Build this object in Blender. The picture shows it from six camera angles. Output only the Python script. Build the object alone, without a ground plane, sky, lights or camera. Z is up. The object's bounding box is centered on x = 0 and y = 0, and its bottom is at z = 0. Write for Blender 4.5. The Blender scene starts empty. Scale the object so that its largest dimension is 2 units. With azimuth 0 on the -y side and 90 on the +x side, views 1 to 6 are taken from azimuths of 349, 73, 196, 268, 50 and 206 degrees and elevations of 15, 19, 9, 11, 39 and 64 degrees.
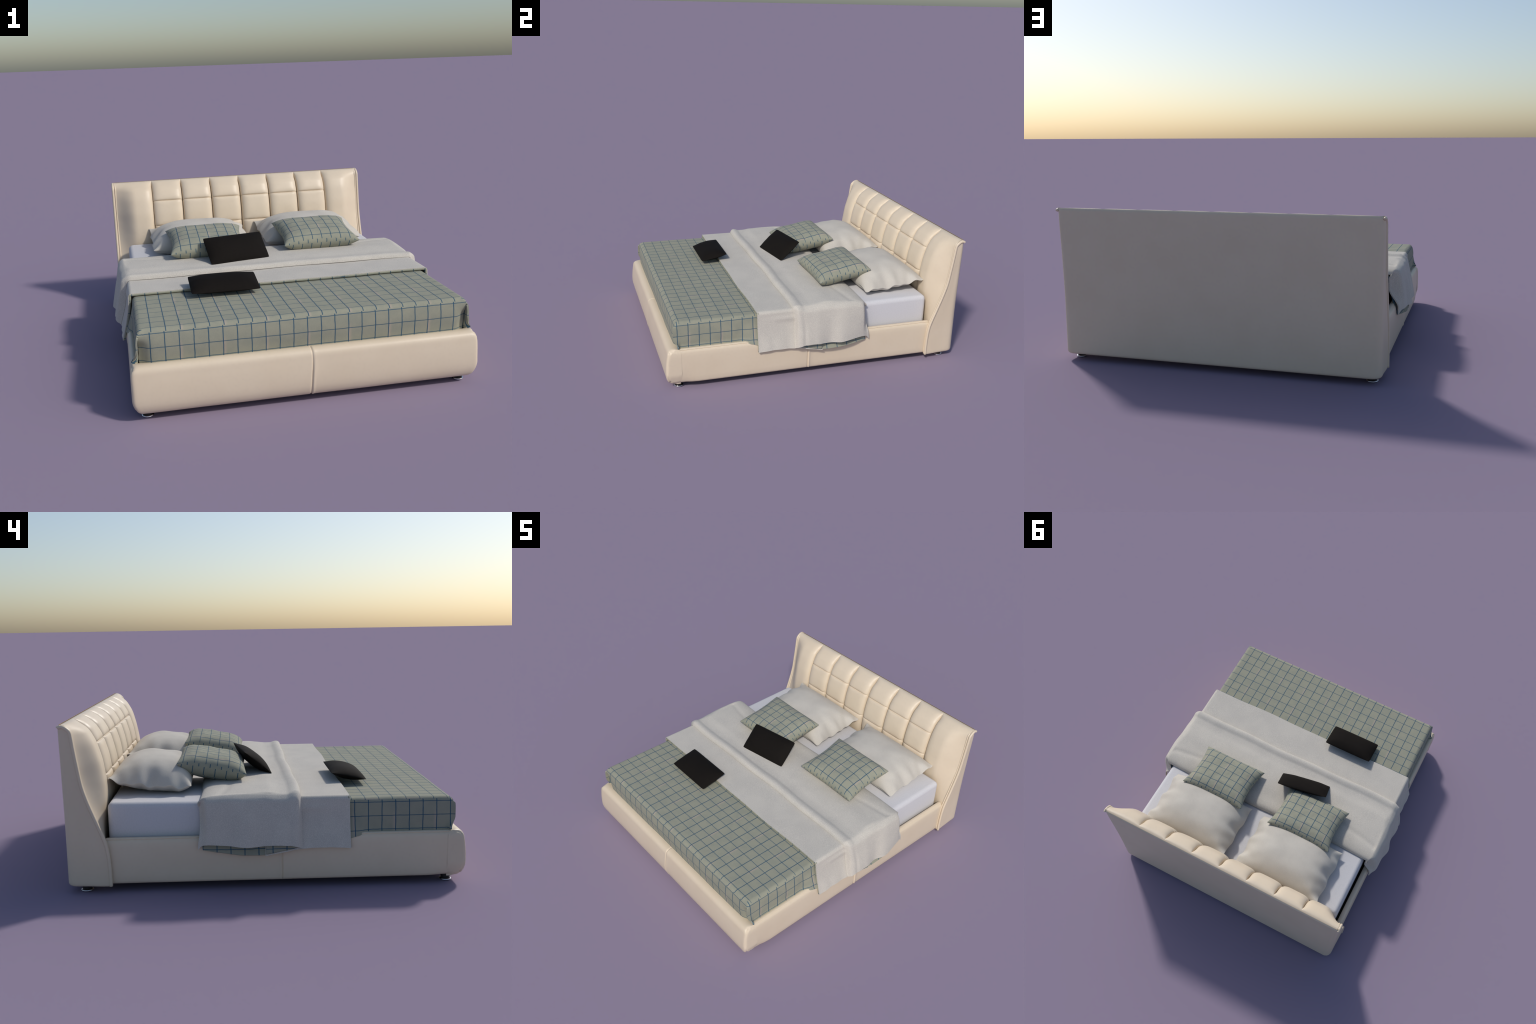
"""Upholstered double bed: cream leather frame with tufted winged headboard,
mattress, checked duvet folded back to its pale underside, pillows and cushions."""
import bpy, bmesh, math
from math import sin, cos, pi, sqrt, exp, hypot
from mathutils import Vector, Matrix, noise

# ------------------------------------------------------------------ helpers
def lerp(a, b, t): return a + (b - a) * t

def clamp(t, a=0.0, b=1.0): return max(a, min(b, t))

def smooth(a, b, t):
    t = clamp((t - a) / (b - a)); return t * t * (3 - 2 * t)

def table(pts, t):
    """piecewise interpolation (monotone smooth-ish Catmull) through (t, value) pairs"""
    n = len(pts)
    if t <= pts[0][0]: return pts[0][1]
    if t >= pts[-1][0]: return pts[-1][1]
    for i in range(n - 1):
        if t <= pts[i + 1][0]: break
    t0, v0 = pts[i]; t1, v1 = pts[i + 1]
    h = t1 - t0; s = (t - t0) / h
    def slope(k):
        if k <= 0 or k >= n - 1:
            a, b = (0, 1) if k <= 0 else (n - 2, n - 1)
            return (pts[b][1] - pts[a][1]) / (pts[b][0] - pts[a][0])
        d0 = (pts[k][1] - pts[k - 1][1]) / (pts[k][0] - pts[k - 1][0])
        d1 = (pts[k + 1][1] - pts[k][1]) / (pts[k + 1][0] - pts[k][0])
        return 0.0 if d0 * d1 <= 0 else 2 * d0 * d1 / (d0 + d1)
    m0, m1 = slope(i) * h, slope(i + 1) * h
    s2, s3 = s * s, s * s * s
    return (2*s3 - 3*s2 + 1)*v0 + (s3 - 2*s2 + s)*m0 + (3*s2 - 2*s3)*v1 + (s3 - s2)*m1

def n3(x, y, z, seed=0.0):
    return noise.noise(Vector((x + seed, y - seed * 1.7, z + seed * 0.6)))

COL = bpy.context.scene.collection

def add_object(name, mesh, parent=None, mats=(), smooth_shade=True):
    for m in mats: mesh.materials.append(m)
    if smooth_shade:
        for p in mesh.polygons: p.use_smooth = True
    ob = bpy.data.objects.new(name, mesh)
    COL.objects.link(ob)
    if parent: ob.parent = parent
    return ob

def from_bm(bm, name):
    me = bpy.data.meshes.new(name)
    bm.normal_update(); bm.to_mesh(me); bm.free()
    return me

def add_grid(bm, rows, matf=None, flip=False, closed=False):
    """rows: list of rows of points -> quads. matf(j,i) gives the material index"""
    vs = [[bm.verts.new(p) for p in r] for r in rows]
    for j in range(len(vs) - 1):
        n = len(vs[j])
        for i in range(n if closed else n - 1):
            k = (i + 1) % n
            q = [vs[j][i], vs[j][k], vs[j + 1][k], vs[j + 1][i]]
            if flip: q.reverse()
            try:
                f = bm.faces.new(q)
                if matf: f.material_index = matf(j, i)
            except ValueError: pass
    return vs

def apply_mods(ob):
    dg = bpy.context.evaluated_depsgraph_get()
    ev = ob.evaluated_get(dg)
    me = bpy.data.meshes.new_from_object(ev)
    old = ob.data
    ob.modifiers.clear()
    ob.data = me
    bpy.data.meshes.remove(old)

def solidify(ob, t, offset=-1.0):
    m = ob.modifiers.new("s", 'SOLIDIFY'); m.thickness = t; m.offset = offset
    m.use_even_offset = False
    apply_mods(ob)
    for p in ob.data.polygons: p.use_smooth = True

def sharp_by_angle(ob, deg):
    ob.data.set_sharp_from_angle(angle=math.radians(deg))

def tube_mesh(name, path, radius, seg=10, caps=True):
    """round bead along a path of points; radius may be a function of 0..1"""
    bm = bmesh.new(); rings = []
    n = len(path); P = [Vector(p) for p in path]
    up = None
    for i in range(n):
        t = (P[min(i + 1, n - 1)] - P[max(i - 1, 0)]).normalized()
        if up is None:
            up = Vector((1, 0, 0)) if abs(t.x) < 0.8 else Vector((0, 0, 1))
        a = (up - t * up.dot(t)).normalized(); b = t.cross(a); up = a
        r = radius(i / (n - 1)) if callable(radius) else radius
        rings.append([P[i] + (a * cos(2*pi*k/seg) + b * sin(2*pi*k/seg)) * r for k in range(seg)])
    vs = add_grid(bm, rings, closed=True)
    if caps:
        bm.faces.new(list(reversed(vs[0]))); bm.faces.new(vs[-1])
    bmesh.ops.recalc_face_normals(bm, faces=bm.faces)
    return from_bm(bm, name)

# ---------------------------------------------------------------- materials
def new_mat(name, rough=0.6, spec=0.4):
    m = bpy.data.materials.new(name); m.use_nodes = True
    nt = m.node_tree; b = nt.nodes["Principled BSDF"]
    b.inputs["Roughness"].default_value = rough
    b.inputs["Specular IOR Level"].default_value = spec
    return m, nt, b

def N(nt, kind, **kw):
    n = nt.nodes.new(kind)
    for k, v in kw.items(): setattr(n, k, v)
    return n

def math_node(nt, op, a, b=None, c=None):
    n = N(nt, "ShaderNodeMath", operation=op)
    for i, v in enumerate((a, b, c)):
        if v is None: continue
        if isinstance(v, (int, float)): n.inputs[i].default_value = v
        else: nt.links.new(v, n.inputs[i])
    return n.outputs[0]

def mix(nt, fac, a, b):
    n = N(nt, "ShaderNodeMix", data_type='RGBA')
    for s, v in ((n.inputs[0], fac), (n.inputs[6], a), (n.inputs[7], b)):
        if isinstance(v, (int, float)): s.default_value = v
        elif isinstance(v, tuple): s.default_value = (*v, 1) if len(v) == 3 else v
        else: nt.links.new(v, s)
    return n.outputs[2]

def noise_tex(nt, vec, scale, detail=3, rough=0.5):
    n = N(nt, "ShaderNodeTexNoise")
    n.inputs["Scale"].default_value = scale
    n.inputs["Detail"].default_value = detail
    n.inputs["Roughness"].default_value = rough
    if vec: nt.links.new(vec, n.inputs["Vector"])
    return n.outputs["Fac"]

def ramp(nt, fac, lo, hi):
    n = N(nt, "ShaderNodeMapRange", interpolation_type='SMOOTHSTEP')
    n.inputs[1].default_value = lo; n.inputs[2].default_value = hi
    nt.links.new(fac, n.inputs[0]); return n.outputs[0]

def bump(nt, b, height, strength, dist):
    n = N(nt, "ShaderNodeBump")
    n.inputs["Strength"].default_value = strength
    n.inputs["Distance"].default_value = dist
    nt.links.new(height, n.inputs["Height"]); nt.links.new(n.outputs[0], b.inputs["Normal"])

def leather():
    m, nt, b = new_mat("cream_leather", 0.42, 0.38)
    co = N(nt, "ShaderNodeTexCoord").outputs["Object"]
    big = noise_tex(nt, co, 4.0, 4, 0.55)
    fine = noise_tex(nt, co, 60, 4, 0.6)
    c = mix(nt, ramp(nt, big, 0.35, 0.68), LEATHER_A, LEATHER_B)
    c = mix(nt, math_node(nt, 'MULTIPLY', ramp(nt, fine, 0.45, 0.75), 0.25), c, LEATHER_C)
    nt.links.new(c, b.inputs["Base Color"])
    bump(nt, b, noise_tex(nt, co, 420, 2), 0.12, 0.001)
    return m

def woven(name, col_a, col_b, col_c, grain=420.0, speck=0.5, rough=0.9, bump_k=0.35):
    """soft felted cloth: fine speckle over two close tones"""
    m, nt, b = new_mat(name, rough, 0.12)
    b.inputs["Sheen Weight"].default_value = 0.08
    co = N(nt, "ShaderNodeTexCoord").outputs["Object"]
    c = mix(nt, ramp(nt, noise_tex(nt, co, 9, 3), 0.35, 0.65), col_a, col_b)
    f = noise_tex(nt, co, grain, 3, 0.7)
    c = mix(nt, math_node(nt, 'MULTIPLY', ramp(nt, f, 0.42, 0.68), speck), c, col_c)
    nt.links.new(c, b.inputs["Base Color"])
    bump(nt, b, f, bump_k, 0.0015)
    return m

def plain(name, col, rough, spec=0.4, metal=0.0, var=0.0):
    m, nt, b = new_mat(name, rough, spec)
    b.inputs["Metallic"].default_value = metal
    if var:
        co = N(nt, "ShaderNodeTexCoord").outputs["Object"]
        f = noise_tex(nt, co, 140, 3)
        c = mix(nt, ramp(nt, f, 0.35, 0.7), col, tuple(v * (1 - var) for v in col))
        nt.links.new(c, b.inputs["Base Color"])
        bump(nt, b, noise_tex(nt, co, 500, 2), 0.2, 0.001)
    else:
        b.inputs["Base Color"].default_value = (*col, 1)
    return m

PITCH = 0.0690          # spacing of the check

def checked(name, u_axis, v_axis, u_off, v_off, pink=True, pitch=PITCH):
    """sage cloth with thin blue window-pane lines along two object axes;
    v_axis None leaves only one family of lines"""
    m, nt, b = new_mat(name, 0.88, 0.12)
    b.inputs["Sheen Weight"].default_value = 0.05
    co = N(nt, "ShaderNodeTexCoord").outputs["Object"]
    wob = noise_tex(nt, co, 25, 2)
    sep = N(nt, "ShaderNodeSeparateXYZ"); nt.links.new(co, sep.inputs[0])
    ax = {"x": sep.outputs[0], "y": sep.outputs[1], "z": sep.outputs[2]}
    shift = math_node(nt, 'MULTIPLY', math_node(nt, 'SUBTRACT', wob, 0.5), 0.004)
    def lines(axis, off, w):
        v = math_node(nt, 'ADD', math_node(nt, 'SUBTRACT', ax[axis], off), shift)
        f = math_node(nt, 'FRACT', math_node(nt, 'ADD', math_node(nt, 'DIVIDE', v, pitch), 0.5))
        d = math_node(nt, 'MULTIPLY', math_node(nt, 'ABSOLUTE', math_node(nt, 'SUBTRACT', f, 0.5)), pitch)
        return math_node(nt, 'SUBTRACT', 1.0, ramp(nt, d, w * 0.5 - 0.0006, w * 0.5 + 0.0009))
    base = mix(nt, ramp(nt, noise_tex(nt, co, 14, 4, 0.6), 0.35, 0.68), SAGE_A, SAGE_B)
    base = mix(nt, math_node(nt, 'MULTIPLY', ramp(nt, noise_tex(nt, co, 300, 2, 0.7), 0.4, 0.7), 0.28), base, SAGE_C)
    if pink:        # faded rosy streak beside every third line
        fu = math_node(nt, 'FRACT', math_node(nt, 'DIVIDE', math_node(nt, 'SUBTRACT', ax[u_axis], u_off), pitch * 3))
        near = math_node(nt, 'SUBTRACT', 1.0, ramp(nt, fu, 0.0, 0.10))
        if v_axis:
            fv = math_node(nt, 'FRACT', math_node(nt, 'DIVIDE', math_node(nt, 'SUBTRACT', ax[v_axis], v_off), pitch * 3))
            fv = math_node(nt, 'ABSOLUTE', math_node(nt, 'SUBTRACT', fv, 0.5))
            near = math_node(nt, 'MULTIPLY', near, math_node(nt, 'SUBTRACT', 1.0, ramp(nt, fv, 0.10, 0.36)))
        base = mix(nt, math_node(nt, 'MULTIPLY', near, 0.55), base, ROSE)
    c = base
    if v_axis: c = mix(nt, math_node(nt, 'MULTIPLY', lines(v_axis, v_off, 0.0038), 0.80), c, BLUE)
    c = mix(nt, math_node(nt, 'MULTIPLY', lines(u_axis, u_off, 0.0046), 0.93), c, BLUE)
    nt.links.new(c, b.inputs["Base Color"])
    bump(nt, b, noise_tex(nt, co, 350, 2), 0.2, 0.001)
    return m

LEATHER_A = (0.735, 0.62, 0.468); LEATHER_B = (0.715, 0.597, 0.445); LEATHER_C = (0.66, 0.55, 0.42)
SAGE_A = (0.322, 0.320, 0.246); SAGE_B = (0.287, 0.293, 0.232); SAGE_C = (0.385, 0.385, 0.29)
ROSE = (0.50, 0.39, 0.32); BLUE = (0.030, 0.090, 0.145)

M_leather = leather()
M_white = woven("pale_wool", (0.545, 0.510, 0.450), (0.510, 0.478, 0.425), (0.76, 0.715, 0.63), 300, 0.6)
M_case = woven("pillow_linen", (0.565, 0.530, 0.465), (0.53, 0.495, 0.435), (0.72, 0.675, 0.595), 380, 0.4, bump_k=0.2)
M_sheet = plain("mattress_cotton", (0.665, 0.655, 0.665), 0.85, 0.15, var=0.05)
M_black = plain("black_satin", (0.0105, 0.0085, 0.0070), 0.8, 0.10, var=0.2)
M_chrome = plain("chrome", (0.78, 0.79, 0.80), 0.12, 0.5, metal=1.0)
M_dark = plain("dark_plastic", (0.03, 0.026, 0.024), 0.5)
M_under = plain("base_cloth", (0.06, 0.055, 0.05), 0.9, var=0.2)

# ------------------------------------------------------------------ the bed
bed = bpy.data.objects.new("upholstered_bed", None)
COL.objects.link(bed)
bed["label"] = "cream leather double bed with tufted winged headboard and mattress"
bed["category"] = "bed"

headboard = bpy.data.objects.new("headboard", None)
COL.objects.link(headboard); headboard.parent = bed

# profile rows of the headboard front: (z, y of the padded middle, z, y of the wing edge)
PROFILE = [
    (0.8350, 0.9975, 0.8350, 0.9975), (0.8405, 0.9900, 0.8400, 0.9920), (0.8440, 0.9740, 0.8430, 0.9800),
    (0.8395, 0.9530, 0.8380, 0.9640), (0.8260, 0.9320, 0.8250, 0.9510), (0.8060, 0.9120, 0.8070, 0.9420),
    (0.7700, 0.8890, 0.7700, 0.9360), (0.7300, 0.8690, 0.7300, 0.9310), (0.6800, 0.8530, 0.6800, 0.9240),
    (0.6340, 0.8410, 0.6340, 0.9170), (0.5750, 0.8315, 0.5750, 0.9080), (0.5270, 0.8250, 0.5270, 0.8980),
    (0.4600, 0.8195, 0.4600, 0.8770), (0.4000, 0.8180, 0.4000, 0.8550), (0.3450, 0.8175, 0.3450, 0.8340),
    (0.2700, 0.8185, 0.2700, 0.8060), (0.2200, 0.8190, 0.2200, 0.7930), (0.1390, 0.8200, 0.1390, 0.7850),
    (0.0360, 0.8200, 0.0360, 0.7830)]

def profile_at(s):
    """smooth sample of PROFILE at row parameter s (0 .. len-1)"""
    i = int(clamp(math.floor(s), 0, len(PROFILE) - 2)); t = s - i
    p = [PROFILE[int(clamp(k, 0, len(PROFILE) - 1))] for k in (i - 1, i, i + 1, i + 2)]
    out = []
    for c in range(4):
        a, b, d, e = (q[c] for q in p)
        out.append(0.5 * ((2*b) + (-a + d)*t + (2*a - 5*b + 4*d - e)*t*t + (-a + 3*b - 3*d + e)*t**3))
    return out

EDGE_X = 0.874
SEAMS = [0.2058 * k for k in range(-3, 4)]        # seven upright seams
ROWS_Z = [0.90, 0.7235, 0.553, 0.385, 0.20]       # level seams

def build_headboard_front():
    # columns crowd towards the seams
    xs = []
    edges = [-EDGE_X] + SEAMS + [EDGE_X]
    for a, b in zip(edges[:-1], edges[1:]):
        n = 26
        for k in range(n):
            t = k / n
            xs.append(lerp(a, b, 0.5 - 0.5 * cos(pi * t)) if True else 0)
    xs.append(EDGE_X)
    SN = 400
    rows = []
    for j in range(SN + 1):
        s = (len(PROFILE) - 1) * j / SN
        zc, yc, ze, ye = profile_at(s)
        z1, y1, _, _ = profile_at(max(0, s - 0.05)); z2, y2, _, _ = profile_at(min(len(PROFILE) - 1, s + 0.05))
        t = Vector((y2 - y1, z2 - z1)); t.normalize()
        nrm = Vector((t.y, -t.x))
        if nrm.x > 0 and zc < 0.8: nrm = -nrm
        if zc >= 0.8 and nrm.y < 0: nrm = -nrm
        fade = smooth(1.4, 4.4, s)                 # seams run out at the top edge
        # position within the level rows
        for k in range(len(ROWS_Z) - 1):
            if ROWS_Z[k + 1] <= zc <= ROWS_Z[k] or k == len(ROWS_Z) - 2: break
        tz = clamp((zc - ROWS_Z[k + 1]) / (ROWS_Z[k] - ROWS_Z[k + 1])) * 2 - 1
        if k == 0: tz = min(tz, 0.0)               # the top row rolls over the edge
        row = []
        for x in xs:
            ax = abs(x)
            w = smooth(0.735, 0.890, ax)
            plump = smooth(0.842, 0.785, zc) * smooth(0.30, 0.50, zc)
            z = lerp(zc, ze, w); y = lerp(yc - 0.014 * plump, ye, w)
            # puffs
            if ax < SEAMS[-1]:
                c = (x - SEAMS[0]) / 0.2058; fx = (c - math.floor(c)) * 2 - 1
                pv = (max(0.0, 1 - abs(fx) ** 4.5)) ** 0.50
                ph = (max(0.0, 1 - abs(tz) ** 7)) ** 0.55
                gd = 0.0340 if abs(x) > 0.1 else 0.0340 + 0.007 * exp(-(x / 0.03) ** 2)
                d = hypot(gd * (1 - pv), 0.0125 * (1 - ph) * (0.75 + 0.25 * pv)) * fade
                gap = min(abs(fx + 1), abs(fx - 1)) * 0.1029      # tight stitched slit
                d += 0.020 * exp(-(gap / 0.0026) ** 2) * fade
                gz = (1 - abs(tz)) * 0.5 * (ROWS_Z[k] - ROWS_Z[k + 1])
                d += 0.0045 * exp(-(gz / 0.0032) ** 2) * fade
                # pulled corners where seams cross
                d += 0.004 * fade * max(0, abs(fx) - 0.7) / 0.3 * max(0, abs(tz) - 0.75) / 0.25
            else:
                q = clamp((ax - SEAMS[-1]) / 0.095)
                d = 0.0340 * (1 - (1 - (1 - q) ** 4.0) ** 0.50) * fade
            if zc > 0.5:   # slight cloth unevenness
                d += 0.0012 * n3(x * 14, zc * 14, 0.3) * fade
            row.append((x, y - nrm.x * d, z - nrm.y * d))
        rows.append(row)
    bm = bmesh.new()
    add_grid(bm, rows)
    bmesh.ops.recalc_face_normals(bm, faces=bm.faces)
    me = from_bm(bm, "headboard_front")
    if me.polygons[len(me.polygons)//2].normal.y > 0: me.flip_normals()
    return me

front = add_object("tufted_front", build_headboard_front(), headboard, [M_leather])

def edge_y(z):
    pts = sorted([(r[2], r[3]) for r in PROFILE[2:]])
    return table(pts, z)

def build_headboard_shell():
    """sides and back: for every height a ring from one wing edge round the back to the other"""
    bm = bmesh.new(); rows = []
    zs = [0.8445, 0.843, 0.840, 0.834, 0.825] + [0.81 - 0.0258 * k for k in range(30)] + [0.048, 0.041, 0.036, 0.034]
    for z in zs:
        ins = 0.0
        if z < 0.05: ins = 0.013 * (1 - sqrt(max(0, 1 - ((0.05 - z) / 0.016) ** 2)))
        yb = 0.9993 - ins
        if z > 0.836: yb -= (z - 0.836) * 0.9
        ye = min(edge_y(z), yb - 0.006)
        xe = 0.884 - ins * 0.3
        xb = 0.8800 + 0.004 * smooth(0.60, 0.84, z) - ins
        r = lerp(0.046, 0.024, smooth(0.3, 0.8, z))
        half = [(xe - 0.014, ye + 0.002, z), (xe, ye + 0.006, z)]
        depth = yb - r - ye
        for k in range(1, 7):
            t = k / 6
            half.append((lerp(xe, xb, smooth(0, 1, t)), lerp(ye + 0.006, max(yb - r, ye + 0.006), t), z))
        for k in range(1, 6):
            a = k / 5 * pi / 2
            half.append((xb - r * (1 - cos(a)), max(yb - r, ye + 0.006) + (yb - max(yb - r, ye + 0.006)) * sin(a), z))
        mid = [(xb * (1 - k / 8), yb, z) for k in range(1, 8)]
        ring = half + mid
        ring = ring + [(-x, y, zz) for x, y, zz in reversed(half + mid)]
        rows.append(ring)
    vs = add_grid(bm, rows)
    bm.faces.new(vs[-1])
    bmesh.ops.recalc_face_normals(bm, faces=bm.faces)
    me = from_bm(bm, "headboard_shell")
    if sum(p.normal.y for p in me.polygons if p.center.y > 0.97) < 0: me.flip_normals()
    return me

shell = add_object("headboard_back", build_headboard_shell(), headboard, [M_leather])
sharp_by_angle(shell, 50)

def edge_path(x, dy, s0, s1, n=110, top_flare=0.0):
    out = []
    for k in range(n + 1):
        s = lerp(s0, s1, k / n)
        _, _, z, y = profile_at(s)
        f = top_flare * (1 - smooth(s0, s0 + 2.0, s))
        low = 0.008 * smooth(0.80, 0.84, z)
        out.append((x + math.copysign(f, x), y + dy + low * 0.3, z - low))
    return out

LAST = len(PROFILE) - 1
for sx in (1, -1):
    add_object("piping", tube_mesh("piping", edge_path(sx * 0.8825, -0.001, 0.6, LAST, top_flare=0.001), 0.0088), headboard, [M_leather])
    add_object("piping", tube_mesh("piping", edge_path(sx * 0.8675, -0.002, 1.4, LAST), 0.0062), headboard, [M_leather])

# ---- footboard: bulging profile swept along x, split by a middle seam
FOOT_PROFILE = [(-0.905, 0.268), (-0.930, 0.2745), (-0.953, 0.2750), (-0.972, 0.268), (-0.9840, 0.251), (-0.9895, 0.222),
                (-0.9945, 0.185), (-0.9975, 0.145), (-0.9975, 0.105), (-0.9925, 0.073), (-0.9800, 0.046),
                (-0.9620, 0.0335), (-0.935, 0.031), (-0.905, 0.031)]

def catmull(pts, per):
    out = []
    for i in range(len(pts) - 1):
        p = [Vector(pts[int(clamp(k, 0, len(pts) - 1))]) for k in (i - 1, i, i + 1, i + 2)]
        for q in range(per):
            t = q / per
            out.append(0.5 * (2*p[1] + (p[2]-p[0])*t + (2*p[0]-5*p[1]+4*p[2]-p[3])*t*t + (3*p[1]-p[0]-3*p[2]+p[3])*t**3))
    out.append(Vector(pts[-1]))
    return out

RAIL_SEC = [(0.826, 0.060), (0.826, 0.262), (0.829, 0.2685), (0.836, 0.2725), (0.846, 0.2735), (0.853, 0.2715),
            (0.8565, 0.2680), (0.8550, 0.2645), (0.8615, 0.2600), (0.8650, 0.248), (0.8675, 0.225), (0.8685, 0.16), (0.8685, 0.09),
            (0.8675, 0.056), (0.8640, 0.045), (0.858, 0.0415), (0.835, 0.041)]

def rail_outer(z):           # outer face of the side rail at height z
    return table(sorted((zz, x) for x, zz in RAIL_SEC[5:-1]), z)

def foot_inset(z):           # the frame narrows a little under its front corners
    return 0.016 * (1 - smooth(0.03, 0.11, z))

def build_footboard():
    bm = bmesh.new()
    prof = catmull(FOOT_PROFILE, 4)
    cy, cz = -0.93, 0.15
    X = 0.8693
    xs = [-X, -X + 0.0015, -X + 0.005, -X + 0.011, -X + 0.018] + [-0.84 + 0.04 * k for k in range(21)] + [-0.02, -0.012, -0.008, -0.005, -0.003, -0.0012]
    xs = xs + [0.0] + [-x for x in reversed(xs)]
    rows = []
    for x in xs:
        e = clamp((abs(x) - (X - 0.018)) / 0.018)
        ins = 0.018 * (1 - sqrt(1 - e * e))
        row = []
        for p in prof:
            d = Vector((p.x - cy, p.y - cz)); L = d.length; d.normalize()
            k = ins * smooth(-0.925, -0.962, p.x)
            if p.x < -0.94:
                q = x + 0.004 * sin((p.y) * 20)
                k += 0.0055 * exp(-(q / 0.0032) ** 2) - 0.0022 * exp(-((q - 0.009) / 0.005) ** 2)
                k -= 0.0007 * n3(x * 6, p.y * 10, 2.0)
            under = (foot_inset(p.y) + 0.8688 - rail_outer(p.y)) * smooth(0.72, 0.868, abs(x))
            row.append((x - math.copysign(under, x) if x else 0.0, p.x - d.x * k, p.y - d.y * k * (0.6 if p.y > 0.25 else 1)))
        rows.append(row)
    def end_ring(row, k):          # flat end face, ring by ring
        out = []
        for x, y, z in row:
            z = lerp(z, 0.15, k * 0.3)
            out.append((math.copysign(rail_outer(z) - foot_inset(z) + 0.0006, x), -0.900 + (y + 0.900) * (1 - k), z))
        return out
    rows = [end_ring(rows[0], k) for k in (1.0, 0.6, 0.3, 0.14, 0.06)] + rows + [end_ring(rows[-1], k) for k in (0.06, 0.14, 0.3, 0.6, 1.0)]
    add_grid(bm, rows)
    bmesh.ops.recalc_face_normals(bm, faces=bm.faces)
    return from_bm(bm, "footboard")

fb = add_object("footboard", build_footboard(), bed, [M_leather])
sharp_by_angle(fb, 55)

# ---- side rails with a rolled top edge, seam line under it and an upright bead
def build_rail(sx):
    bm = bmesh.new()
    sec = RAIL_SEC
    ys = [-0.915 + 0.04 * k for k in range(21)] + [-0.105, -0.085, -0.078, -0.074, -0.071, -0.0685, -0.066, -0.0635, -0.061, -0.057, -0.05, -0.03]
    ys += [0.0 + 0.04 * k for k in range(20)] + [0.785, 0.797, 0.806, 0.812, 0.815]
    ys = sorted(y for y in ys if not (-0.045 < y < -0.035))
    rows = []
    for y in ys:
        e = clamp((y - 0.793) / 0.022); drop = 0.020 * (1 - sqrt(max(0, 1 - e * e)))
        row = []
        for x, z in sec:
            k = 0.0
            if x > 0.859:
                k = 0.0045 * exp(-((y + 0.0700) / 0.0030) ** 2) - 0.0040 * exp(-((y + 0.0620) / 0.0050) ** 2)
                k -= 0.0006 * n3(y * 6, z * 10, 5.0)
            k += foot_inset(z) * smooth(-0.80, -0.903, y) if x > 0.84 else 0
            row.append((sx * (x - k), y, z - drop * smooth(0.1, 0.27, z)))
        rows.append(row)
    vs = add_grid(bm, rows, closed=True)
    bm.faces.new(vs[0]); bm.faces.new(list(reversed(vs[-1])))
    bmesh.ops.recalc_face_normals(bm, faces=bm.faces)
    return from_bm(bm, "side_rail")

for sx in (1, -1):
    o = add_object("side_rail", build_rail(sx), bed, [M_leather])
    sharp_by_angle(o, 60)

# ---- dark slat base under the mattress
def box_mesh(name, x0, x1, y0, y1, z0, z1, bev=0.0, seg=4):
    bm = bmesh.new()
    bmesh.ops.create_cube(bm, size=1.0)
    for v in bm.verts:
        v.co = Vector((lerp(x0, x1, v.co.x + .5), lerp(y0, y1, v.co.y + .5), lerp(z0, z1, v.co.z + .5)))
    if bev:
        bmesh.ops.bevel(bm, geom=list(bm.edges), offset=bev, segments=seg, profile=0.5, affect='EDGES')
    return from_bm(bm, name)

o = add_object("mattress_base", box_mesh("mattress_base", -0.8255, 0.8255, -0.94, 0.815, 0.055, 0.17), bed, [M_under], False)

# ---- mattress
def build_mattress():
    me = box_mesh("mattress", -0.808, 0.808, -0.905, 0.796, 0.17, 0.441, 0.030, 6)
    for v in me.vertices:        # sinks a little towards the foot, under the duvet
        t = clamp((0.33 - v.co.y) / 1.2)
        if v.co.z > 0.3: v.co.z -= 0.022 * t
        v.co.x *= 1 - 0.008 * t
    return me
add_object("mattress", build_mattress(), bed, [M_sheet])
sharp_by_angle(bpy.data.objects["mattress"], 60)

# ---- feet
def build_foot(name, prof):
    bm = bmesh.new(); n = 40
    rows = [[(r * cos(2*pi*k/n), r * sin(2*pi*k/n), z) for k in range(n)] for r, z in prof]
    vs = add_grid(bm, rows, closed=True)
    bm.faces.new(vs[0]); bm.faces.new(vs[-1])
    bmesh.ops.recalc_face_normals(bm, faces=bm.faces)
    return from_bm(bm, name)
stem_me = build_foot("foot_stem", [(0.0235, 0.008), (0.0235, 0.047)])
disc_me = build_foot("foot_disc", [(0.024, 0.0), (0.0285, 0.0008), (0.0305, 0.0030), (0.0305, 0.0055), (0.0285, 0.0080), (0.0245, 0.0090)])
stem_me.materials.append(M_dark); disc_me.materials.append(M_chrome)
for me in (stem_me, disc_me):
    for p in me.polygons: p.use_smooth = len(p.vertices) == 4
for x, y in ((0.799, -0.912), (-0.799, -0.912), (0.824, 0.911), (-0.824, 0.911)):
    leg = bpy.data.objects.new("foot", stem_me); COL.objects.link(leg); leg.parent = bed; leg.location = (x, y, 0)
    d = bpy.data.objects.new("foot_ring", disc_me); COL.objects.link(d); d.parent = leg

# ------------------------------------------------------------------- duvet
duvet = bpy.data.objects.new("folded_duvet", None)
COL.objects.link(duvet)
duvet["label"] = "sage checked duvet folded back to its pale woolly underside"
duvet["category"] = "bedding"

CK_TOP = checked("check_top", "x", "y", 0.0020, -0.0070)
CK_FOOT = checked("check_foot", "x", "z", -0.0070, 0.4190)
CK_SIDE = checked("check_side", "y", "z", -0.0215, 0.4200)

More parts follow.
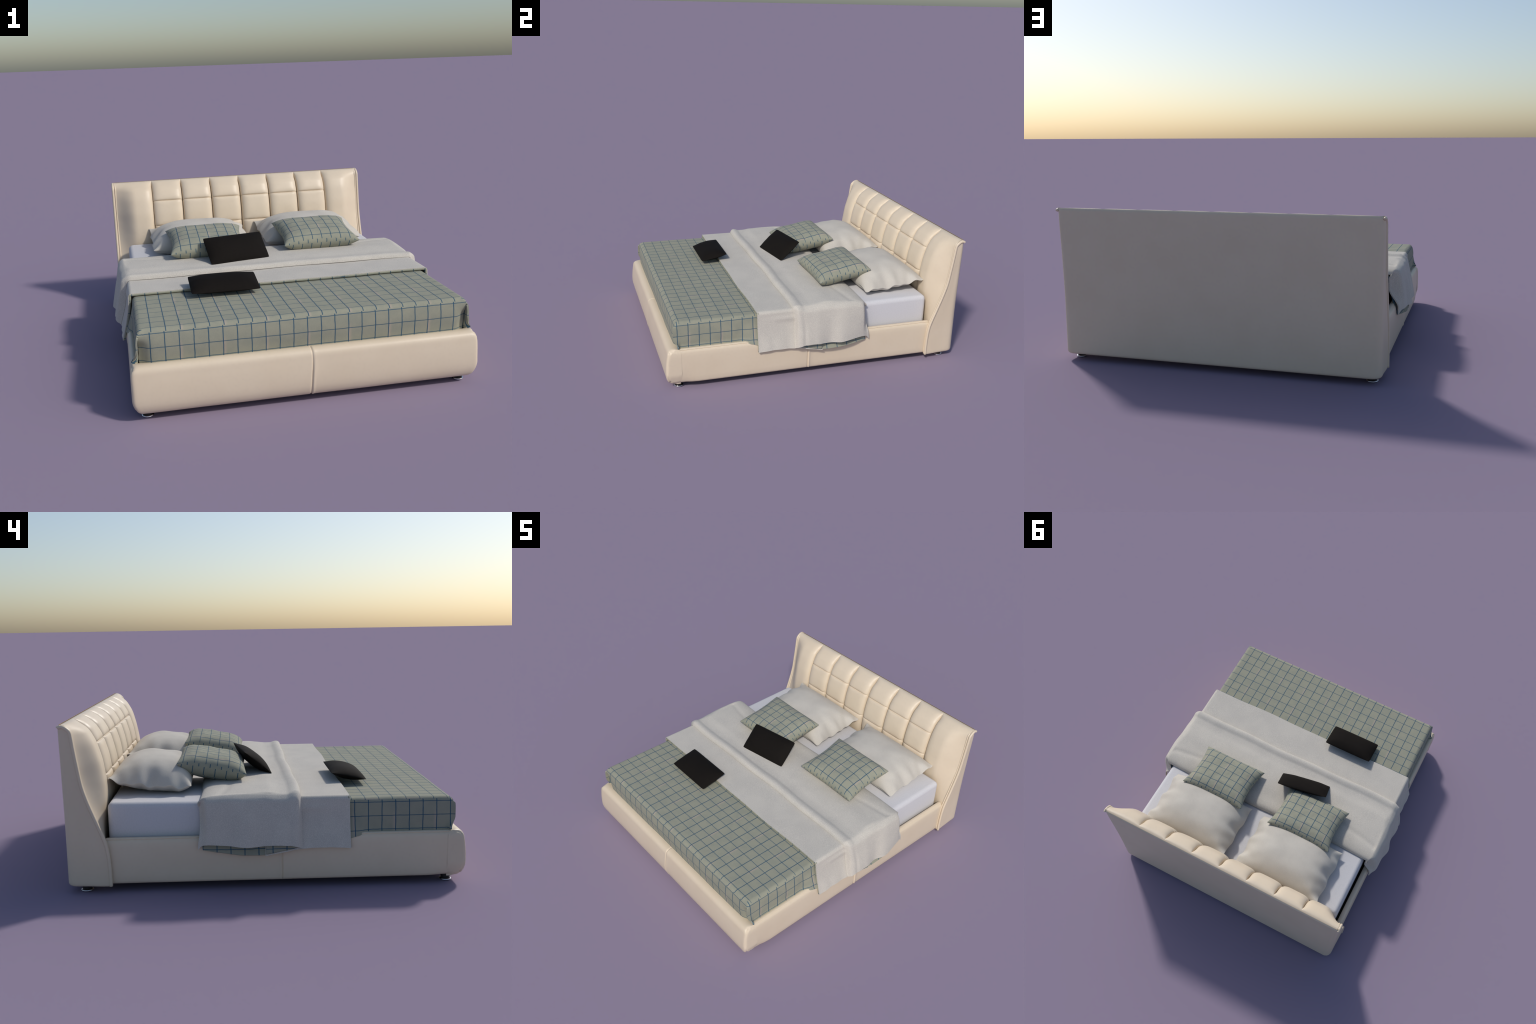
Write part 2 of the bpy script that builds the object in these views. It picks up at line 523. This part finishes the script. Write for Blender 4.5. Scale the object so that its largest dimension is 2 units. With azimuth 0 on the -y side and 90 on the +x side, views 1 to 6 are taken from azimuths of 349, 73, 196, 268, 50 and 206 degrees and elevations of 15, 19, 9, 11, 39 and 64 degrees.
def section(u, half, r, z0, zhem, flare, edge_drop=0.0):
    """point of a draped cross-section at signed arc length fraction.
    u in [-1,1]: |u|<0.6 top, 0.6..0.72 rounded edge, 0.72..1 hanging part"""
    s = 1 if u >= 0 else -1; a = abs(u)
    if a <= 0.6:
        x = (half - r) * a / 0.6
        return s * x, z0 - edge_drop * (a / 0.6) ** 4
    z0 = z0 - edge_drop
    if a <= 0.72:
        t = (a - 0.6) / 0.12 * pi / 2
        return s * (half - r + r * sin(t)), z0 - r + r * cos(t)
    t = (a - 0.72) / 0.28
    return s * (half + flare * (t ** 1.5)), lerp(z0 - r, zhem, t)

US = ([-1 + 0.28 * k / 22 for k in range(22)] + [-0.72 + 0.12 * k / 9 for k in range(9)]
      + [-0.6 + 1.2 * k / 90 for k in range(91)] + [0.6 + 0.12 * k / 9 for k in range(1, 10)] + [0.72 + 0.28 * k / 22 for k in range(1, 23)])

DUVET_HEM = [(-0.945, 0.262), (-0.60, 0.262), (-0.50, 0.262), (-0.455, 0.258), (-0.42, 0.250), (-0.36, 0.235), (-0.12, 0.206), (0.03, 0.183), (0.12, 0.186), (0.22, 0.197), (0.30, 0.206), (0.345, 0.210)]
DUVET_FLARE = [(-0.945, 0.004), (-0.52, 0.006), (-0.44, 0.038), (-0.36, 0.052), (-0.1, 0.064), (0.0, 0.074), (0.12, 0.080), (0.24, 0.070), (0.30, 0.060), (0.335, 0.050)]
D_HALF, D_R, D_Z = 0.825, 0.026, 0.4385

def duvet_point(u, y):
    hem = table(DUVET_HEM, y); fl = table(DUVET_FLARE, y)
    x, z = section(u, D_HALF, D_R, D_Z, hem, fl)
    a = abs(u)
    if a > 0.62:
        wgt = smooth(0.66, 1.0, a)
        x += math.copysign(0.0045 * wgt * n3(y * 9, z * 4, 1.5 + math.copysign(3, u)), u)
        # slight tuck where the sheet meets the rail
        if y < -0.45:
            t = clamp((a - 0.72) / 0.28)
            x += math.copysign(0.005 * sin(pi * t) - 0.004 * t, u)
    else:
        z += 0.0016 * n3(x * 5, y * 5, 0.7)
    return x, z

def build_duvet():
    bm = bmesh.new()
    y_break = -0.905
    # main sweep
    ys = [y_break + (0.324 - y_break) * k / 95 for k in range(96)]
    rows = []
    for y in ys:
        row = []
        for u in US:
            x, z = duvet_point(u, y); row.append((x, y, z))
        rows.append(row)
    def mat(j, i): return 2 if abs(US[i] + US[i + 1]) / 2 > 0.668 else 0
    add_grid(bm, rows, mat)
    # foot drop: the top bends over the end and hangs
    R = 0.030
    fr = []; idx = [i for i, u in enumerate(US) if abs(u) <= 0.6]
    steps = [("arc", k / 8) for k in range(9)] + [("drop", k / 18) for k in range(1, 19)]
    for kind, t in steps:
        row = []
        for i in idx:
            u = US[i]; x, z0 = duvet_point(u, y_break)
            x = u / 0.6 * (D_HALF - 0.005 if kind == "drop" else lerp(D_HALF - D_R, D_HALF - 0.005, smooth(0.15, 0.9, t)))
            if kind == "arc":
                y = y_break - R * sin(t * pi / 2); z = z0 - R * (1 - cos(t * pi / 2))
            else:
                z = lerp(z0 - R, 0.258, t)
                y = y_break - R - 0.009 * sin(pi * min(1, t * 1.1)) * (1 - 0.6 * t) + 0.004 * t
                y += 0.0025 * n3(x * 7, z * 12, 4.2) * t
            e = smooth(0.93, 1.0, abs(u) / 0.6)          # the end wraps round the mattress corner
            y += 0.030 * e * (smooth(0, 0.4, t) if kind == "drop" else 0)
            row.append((x, y, z))
        fr.append(row)
    def matf(j, i): return 0 if j < 5 else 1
    add_grid(bm, fr, matf, flip=True)
    # side flaps run on past the corner
    for sx in (1, -1):
        uu = [u for u in US if u * sx >= 0.599]
        fl = []
        for k in range(9):
            t = k / 8
            y = lerp(y_break, -0.9445, t)
            row = []
            for u in uu:
                x, z = duvet_point(u, y_break)
                a = abs(u); h = clamp((a - 0.72) / 0.28)
                back = 0.0 if h > 0 else (1 - (a - 0.6) / 0.12)
                yy = y + back * 0.012 * t
                c = 1 - smooth(0.60, 0.76, a)              # follows the bend at the top corner
                yy = lerp(yy, y_break - R * sin(t * pi / 2), c)
                dz = -R * (1 - cos(t * pi / 2)) * c + 0.018 * t * smooth(0.6, 1.0, h)
                bulge = math.copysign(0.004 * t * sin(pi * clamp(h * 1.3)) - 0.024 * h * h * t, u)
                yy += 0.030 * t * smooth(0.45, 1.0, h)
                row.append((x + bulge, yy, z + dz))
            fl.append(row)
        add_grid(bm, fl, lambda j, i: 2, flip=True)
    bmesh.ops.remove_doubles(bm, verts=bm.verts, dist=0.0006)
    bmesh.ops.recalc_face_normals(bm, faces=bm.faces)
    me = from_bm(bm, "duvet_cover")
    up = sum(p.normal.z * p.area for p in me.polygons if p.center.z > 0.43)
    if up < 0: me.flip_normals()
    return me

cover = add_object("duvet_cover", build_duvet(), duvet, [CK_TOP, CK_FOOT, CK_SIDE])
solidify(cover, 0.009, -0.6)
sharp_by_angle(cover, 70)

# ---- lower turned-back layer (pale underside)
L1_HEM = [(-0.412, 0.204), (-0.33, 0.210), (-0.25, 0.211), (-0.166, 0.207), (-0.08, 0.195), (0.016, 0.179)]
def layer1_point(u, y):
    hem = table(L1_HEM, y)
    x, z = section(u, 0.846, 0.022, 0.4605, hem, 0.044 + 0.012 * smooth(-0.2, 0.0, y))
    a = abs(u)
    if a > 0.6:
        x += math.copysign(0.0035 * smooth(0.7, 1.0, a) * n3(y * 10, z * 6, 8.0), u)
        x += math.copysign(0.006 * exp(-((z - 0.405) / 0.016) ** 2) * smooth(-0.40, -0.2, y) * -1, u)
        if a > 0.86: x += math.copysign(0.004 * sin((y + 0.4) * 34) * smooth(0.86, 1, a), u)
    else:
        z += 0.0016 * n3(x * 4, y * 7, 3.0)
    return x, z

def front_edge(x):     # wavering edge of the turned-back layer
    return -0.4115 - 0.004 * sin(x * 4.1 + 0.5) + 0.002 * sin(x * 13)

def build_layer1():
    bm = bmesh.new(); rows = []
    NY = 30
    for k in range(NY + 1):
        row = []
        for u in US:
            x0, _ = layer1_point(u, -0.41)
            y0 = front_edge(x0); y = lerp(y0, 0.016, k / NY)
            x, z = layer1_point(u, y); row.append((x, y, z))
        rows.append(row)
    add_grid(bm, rows)
    bmesh.ops.recalc_face_normals(bm, faces=bm.faces)
    me = from_bm(bm, "turned_back_sheet")
    if sum(p.normal.z for p in me.polygons if p.center.z > 0.45) < 0: me.flip_normals()
    return me
l1 = add_object("turned_back_layer", build_layer1(), duvet, [M_white])
solidify(l1, 0.007, -1)
sharp_by_angle(l1, 70)

# checked binding that shows along the turned edge
def binding_mesh():
    path = []
    for u in US:
        x0, _ = layer1_point(u, -0.41); y = front_edge(x0)
        x, z = layer1_point(u, y)
        a = abs(u)
        off = smooth(0.6, 0.72, a)
        path.append((x - math.copysign(0.0085 * off, u), y + 0.0055, z - 0.0100 * (1 - off)))
    return tube_mesh("checked_binding", path, 0.0078, 10)
bind = add_object("checked_binding", binding_mesh(), duvet, [CK_TOP, CK_SIDE])
for p in bind.data.polygons:
    p.material_index = 0 if p.center.z > 0.43 else 1

# small checked lap seen between the two pale layers
def build_lap(sx):
    bm = bmesh.new(); rows = []
    for k in range(25):
        y = lerp(-0.155, 0.012, k / 24)
        lo = table(L1_HEM, y) + 0.0065 + 0.004 * (1 - smooth(-0.155, -0.10, y)); hi = 0.244
        row = []
        for q in range(9):
            t = q / 8
            z = lerp(lo, hi, t)
            x = 0.8985 + 0.008 * smooth(-0.15, 0.0, y) - 0.006 * t + 0.0015 * n3(y * 12, z * 10, 6.0)
            row.append((sx * x, y, z))
        rows.append(row)
    add_grid(bm, rows)
    bmesh.ops.recalc_face_normals(bm, faces=bm.faces)
    me = from_bm(bm, "checked_lap")
    if me.polygons[0].normal.x * sx < 0: me.flip_normals()
    return me
for sx in (1, -1):
    o = add_object("checked_lap", build_lap(sx), duvet, [CK_SIDE]); solidify(o, 0.004, -1)

# ---- upper fold: rolled front ridge, double thickness, hanging sides
L2_TOP = [(-0.1700, 0.4640), (-0.1660, 0.4760), (-0.1560, 0.4845), (-0.1400, 0.4880), (-0.1220, 0.4850), (-0.1000, 0.4775), (-0.070, 0.4770),
          (0.00, 0.4825), (0.10, 0.4850), (0.20, 0.4835), (0.27, 0.4790), (0.305, 0.4720), (0.325, 0.4620), (0.334, 0.4500), (0.336, 0.443)]
L2_HEM = [(-0.172, 0.208), (-0.150, 0.222), (-0.11, 0.232), (-0.05, 0.236), (0.05, 0.231), (0.12, 0.232), (0.20, 0.238), (0.29, 0.243), (0.315, 0.238), (0.334, 0.215), (0.346, 0.197)]

L2_SIDE = {1: [(-0.172, 0.912), (-0.12, 0.926), (-0.03, 0.930), (0.06, 0.915), (0.14, 0.934), (0.23, 0.918), (0.30, 0.905), (0.336, 0.897)],
           -1: [(-0.172, 0.912), (-0.12, 0.926), (-0.05, 0.925), (0.02, 0.914), (0.11, 0.935), (0.20, 0.918), (0.28, 0.914), (0.336, 0.902)]}

def build_layer2():
    bm = bmesh.new(); rows = []
    ys = [-0.170, -0.1690, -0.1660, -0.161, -0.155, -0.147] + [-0.139 + 0.009 * k for k in range(50)] + [0.310, 0.317, 0.323, 0.328, 0.332, 0.3345, 0.336]
    for y in ys:
        zt = table(L2_TOP, y)
        row = []
        e_front = 1 - smooth(-0.170, -0.152, y)       # rolled borders pull in
        e_head = smooth(0.300, 0.336, y)
        for u in US:
            a = abs(u); s = math.copysign(1, u)
            half = 0.866 + 0.012 * smooth(-0.1, 0.25, y) - 0.010 * e_front - 0.010 * e_head
            r = 0.032
            yy = y + (0.004 * sin(u * 7 + 1) + 0.003 * sin(u * 17)) * (1 if a < .6 else 1 - (a - .6) / .4)
            x, z = section(u, half, r, zt, table(L2_HEM, y), 0.0, 0.002)
            inner = (1 - e_front) * (1 - e_head)
            if a > 0.6:
                w = smooth(0.62, 0.9, a)
                t = clamp((a - 0.66) / 0.34)
                x += s * (table(L2_SIDE[int(s)], y) - half) * (0.75 * t ** 0.9 + 0.25 * sin(t * pi / 2))
                x += s * 0.005 * w * n3(y * 9, z * 6, 11 + s)
                x -= s * 0.005 * w * exp(-((y + 0.128 - 0.02 * w) / 0.012) ** 2)
                # flaring tip at the head-side corner
                tip = smooth(0.30, 0.336, y) * smooth(0.85, 1.0, a)
                yy += 0.012 * tip
                # both borders roll in against the layer / mattress below
                hang = smooth(0.59, 0.71, a)
                if e_front > 0:
                    x1, _ = layer1_point(u, -0.168)
                    t1 = clamp((a - 0.72) / 0.28)
                    x = lerp(x, x1 + s * 0.003, e_front * hang)
                if e_head > 0:
                    xin = 0.830 + 0.056 * smooth(0.36, 0.25, z)
                    x = lerp(x, s * min(abs(x), xin), e_head * hang)
            else:
                edge = smooth(0.25, 0.6, a)
                z += inner * (0.0045 * n3(x * 2.2, y * 9, 2.5) + 0.004 * edge * n3(x * 5, y * 8 + x * 3, 9.0))
                z -= inner * 0.005 * exp(-((y - 0.19 - 0.22 * (a - 0.42)) / 0.02) ** 2) * smooth(0.30, 0.5, a)
            row.append((x, yy, z))
        rows.append(row)
    add_grid(bm, rows)
    bmesh.ops.recalc_face_normals(bm, faces=bm.faces)
    me = from_bm(bm, "upper_fold")
    if sum(p.normal.z for p in me.polygons if p.center.z > 0.47) < 0: me.flip_normals()
    return me
l2 = add_object("upper_fold", build_layer2(), duvet, [M_white])
solidify(l2, 0.008, -1)
sharp_by_angle(l2, 70)

# ----------------------------------------------------------------- pillows
def cushion_mesh(name, hx, hy, top, bot, na, pa, nb, pb, pinch_x=0.03, pinch_y=0.03, res=56,
                 flange=None, ripple=None, floor=None, corner=0.0, slope=0.0):
    """two inflated skins that share a sewn rim.  a runs along x, b along y"""
    def grid(sign, H):
        rows = []
        for j in range(res + 1):
            b = -cos(pi * j / res) if j not in (0, res) else (-1 if j == 0 else 1)
            b = math.copysign(abs(b) ** 0.92, b) if b else 0
            row = []
            for i in range(res + 1):
                a = -cos(pi * i / res) if i not in (0, res) else (-1 if i == 0 else 1)
                fa = max(0, 1 - abs(a) ** na) ** pa; fb = max(0, 1 - abs(b) ** nb) ** pb
                if slope and b > 0: fb = lerp(fb, max(0, 1 - b ** 2.2) ** 0.9, slope)
                x = hx * a * (1 - pinch_x * (1 - b * b)); y = hy * b * (1 - pinch_y * (1 - a * a))
                if corner:
                    c = (abs(a) * abs(b)) ** 12
                    x *= 1 - corner * c; y *= 1 - corner * c
                z = sign * H * fa * fb
                if ripple: 
                    dx, dz = ripple(a, b, sign); x += dx; z += dz
                if floor is not None: z = floor(x, y, z)
                row.append(Vector((x, y, z)))
            rows.append(row)
        return rows
    bm = bmesh.new()
    add_grid(bm, grid(1, top)); add_grid(bm, grid(-1, bot), flip=True)
    bmesh.ops.remove_doubles(bm, verts=bm.verts, dist=1e-5)
    bmesh.ops.recalc_face_normals(bm, faces=bm.faces)
    return from_bm(bm, name)

def frame(center, ex, ey):
    ex = Vector(ex).normalized(); ey = Vector(ey); ey = (ey - ex * ey.dot(ex)).normalized(); ez = ex.cross(ey)
    m = Matrix((ex, ey, ez)).transposed().to_4x4(); m.translation = Vector(center)
    return m

# white sleeping pillows: plump along the middle, soft flat ends with ripples
TILT = math.atan2(0.044, 0.428)
P_C = (0.3985, 0.598, 0.504)
def white_ripple(a, b, sign):
    e = smooth(0.72, 1.0, abs(a)); s = math.copysign(1, a)
    w = 0.0075 * e * sin(b * 9.0 + s) + 0.005 * e * sin(b * 17 + 2 * s)
    f = 0.004 * smooth(0.45, 0.85, abs(a)) * (1 - abs(a) ** 8) * sin(b * 13 + s * 2) * (1 if sign > 0 else 0)
    # ends sag between the two corners, ear at the headboard corner
    w -= 0.012 * e * (1 - b * b)
    dx = s * (0.006 * e * sin(b * 8 + 1.3 * s) )
    g = 0.004 * n3(a * 2.5, b * 2.5, 1.0 + sign) * (1 - a ** 4) * (1 - b ** 4)
    return dx, w + f + g
def white_floor(x, y, z):
    lim = (0.4445 - P_C[2] - y * sin(TILT)) / cos(TILT)
    return max(z, lim)
white_me = cushion_mesh("pillow", 0.3205, 0.2150, 0.113, 0.075, 3.6, 0.85, 4.6, 0.58, 0.015, 0.02, 72,
                        ripple=white_ripple, floor=white_floor, slope=0.8)
white_me.materials.append(M_case)
for p in white_me.polygons: p.use_smooth = True
for cx in (0.3985, -0.3385):
    o = bpy.data.objects.new("pillow", white_me); COL.objects.link(o)
    o.matrix_world = frame((cx, P_C[1], P_C[2]), (1, 0, 0), (0, cos(TILT), sin(TILT)))
    o["label"] = "plump off-white linen pillow with rippled flat ends"
    o["category"] = "pillow"

# checked cushions
C_P = 0.0605
CK_PT = checked("cushion_check_top", "x", "y", 0.002, 0.0345, pitch=C_P)
CK_RU = checked("cushion_check_rim", "x", None, 0.002 + C_P / 2, 0, pink=False, pitch=C_P)
CK_RL = checked("cushion_check_rim_low", "x", None, -0.004, 0, pink=False, pitch=C_P)
CK_EU = checked("cushion_check_end", "y", None, 0.010, 0, pink=False, pitch=C_P)
CK_EL = checked("cushion_check_end_low", "y", None, C_P / 2 + 0.010, 0, pink=False, pitch=C_P)
T2 = math.atan2(0.068, 0.365)
def soft_wrinkle(a, b, sign):
    k = (1 - a ** 6) * (1 - b ** 6)
    return 0.0, 0.0035 * n3(a * 3, b * 3, 2.0 * sign) * k + 0.002 * n3(a * 8, b * 8, 5.0 * sign) * k
def check_floor(x, y, z):
    wz = 0.5560 + y * sin(T2) + z * cos(T2)
    lim = 0.4735
    return z if wz >= lim else (lim - 0.5560 - y * sin(T2)) / cos(T2)
check_me = cushion_mesh("checked_cushion", 0.2435, 0.1860, 0.062, 0.078, 4.0, 0.52, 4.0, 0.52, 0.105, 0.055, 64,
                        ripple=soft_wrinkle, floor=check_floor)
for m in (CK_PT, CK_RU, CK_RL, CK_EU, CK_EL): check_me.materials.append(m)
for p in check_me.polygons:
    p.use_smooth = True
    n = p.normal
    if n.z > 0.50 or n.z < -0.80: p.material_index = 0
    elif abs(n.y) >= abs(n.x): p.material_index = 1 if n.z > 0.05 else 2
    else: p.material_index = 3 if n.z > 0.05 else 4
for cx in (0.3720, -0.3290):
    o = bpy.data.objects.new("checked_cushion", check_me); COL.objects.link(o)
    o.matrix_world = frame((cx, 0.2785, 0.5560), (1, 0, 0), (0, cos(T2), sin(T2)))
    o["label"] = "sage green cushion with thin blue window-pane check"
    o["category"] = "cushion"

# black bolster cushions
def black_cushion(c, ex, ey, hx, hy, top, bot):
    me = cushion_mesh("black_cushion", hx, hy, top, bot, 4.0, 0.75, 2.2, 0.72, 0.0, 0.0, 44,
                      ripple=lambda a, b, s: (0, 0.001 * n3(a * 3, b * 3, s)), corner=0.02)
    me.materials.append(M_black)
    for p in me.polygons: p.use_smooth = True
    o = bpy.data.objects.new("black_cushion", me); COL.objects.link(o)
    o.matrix_world = frame(c, ex, ey)
    o["label"] = "small flat rectangular black cushion"
    o["category"] = "cushion"

def from_corners(bl, br, fl, fr, top, bot):
    bl, br, fl, fr = map(Vector, (bl, br, fl, fr))
    c = (bl + br + fl + fr) / 4; ex = (br + fr - bl - fl) / 2; ey = (bl + br - fl - fr) / 2
    black_cushion(c, ex, ey, ex.length / 2 + 0.002, ey.length / 2 + 0.002, top, bot)

from_corners((-0.373, 0.098, 0.608), (-0.012, 0.160, 0.607), (-0.346, -0.052, 0.481), (0.011, 0.013, 0.486), 0.036, 0.036)
from_corners((-0.517, -0.364, 0.511), (-0.155, -0.363, 0.509), (-0.522, -0.551, 0.472), (-0.160, -0.550, 0.468), 0.036, 0.032)
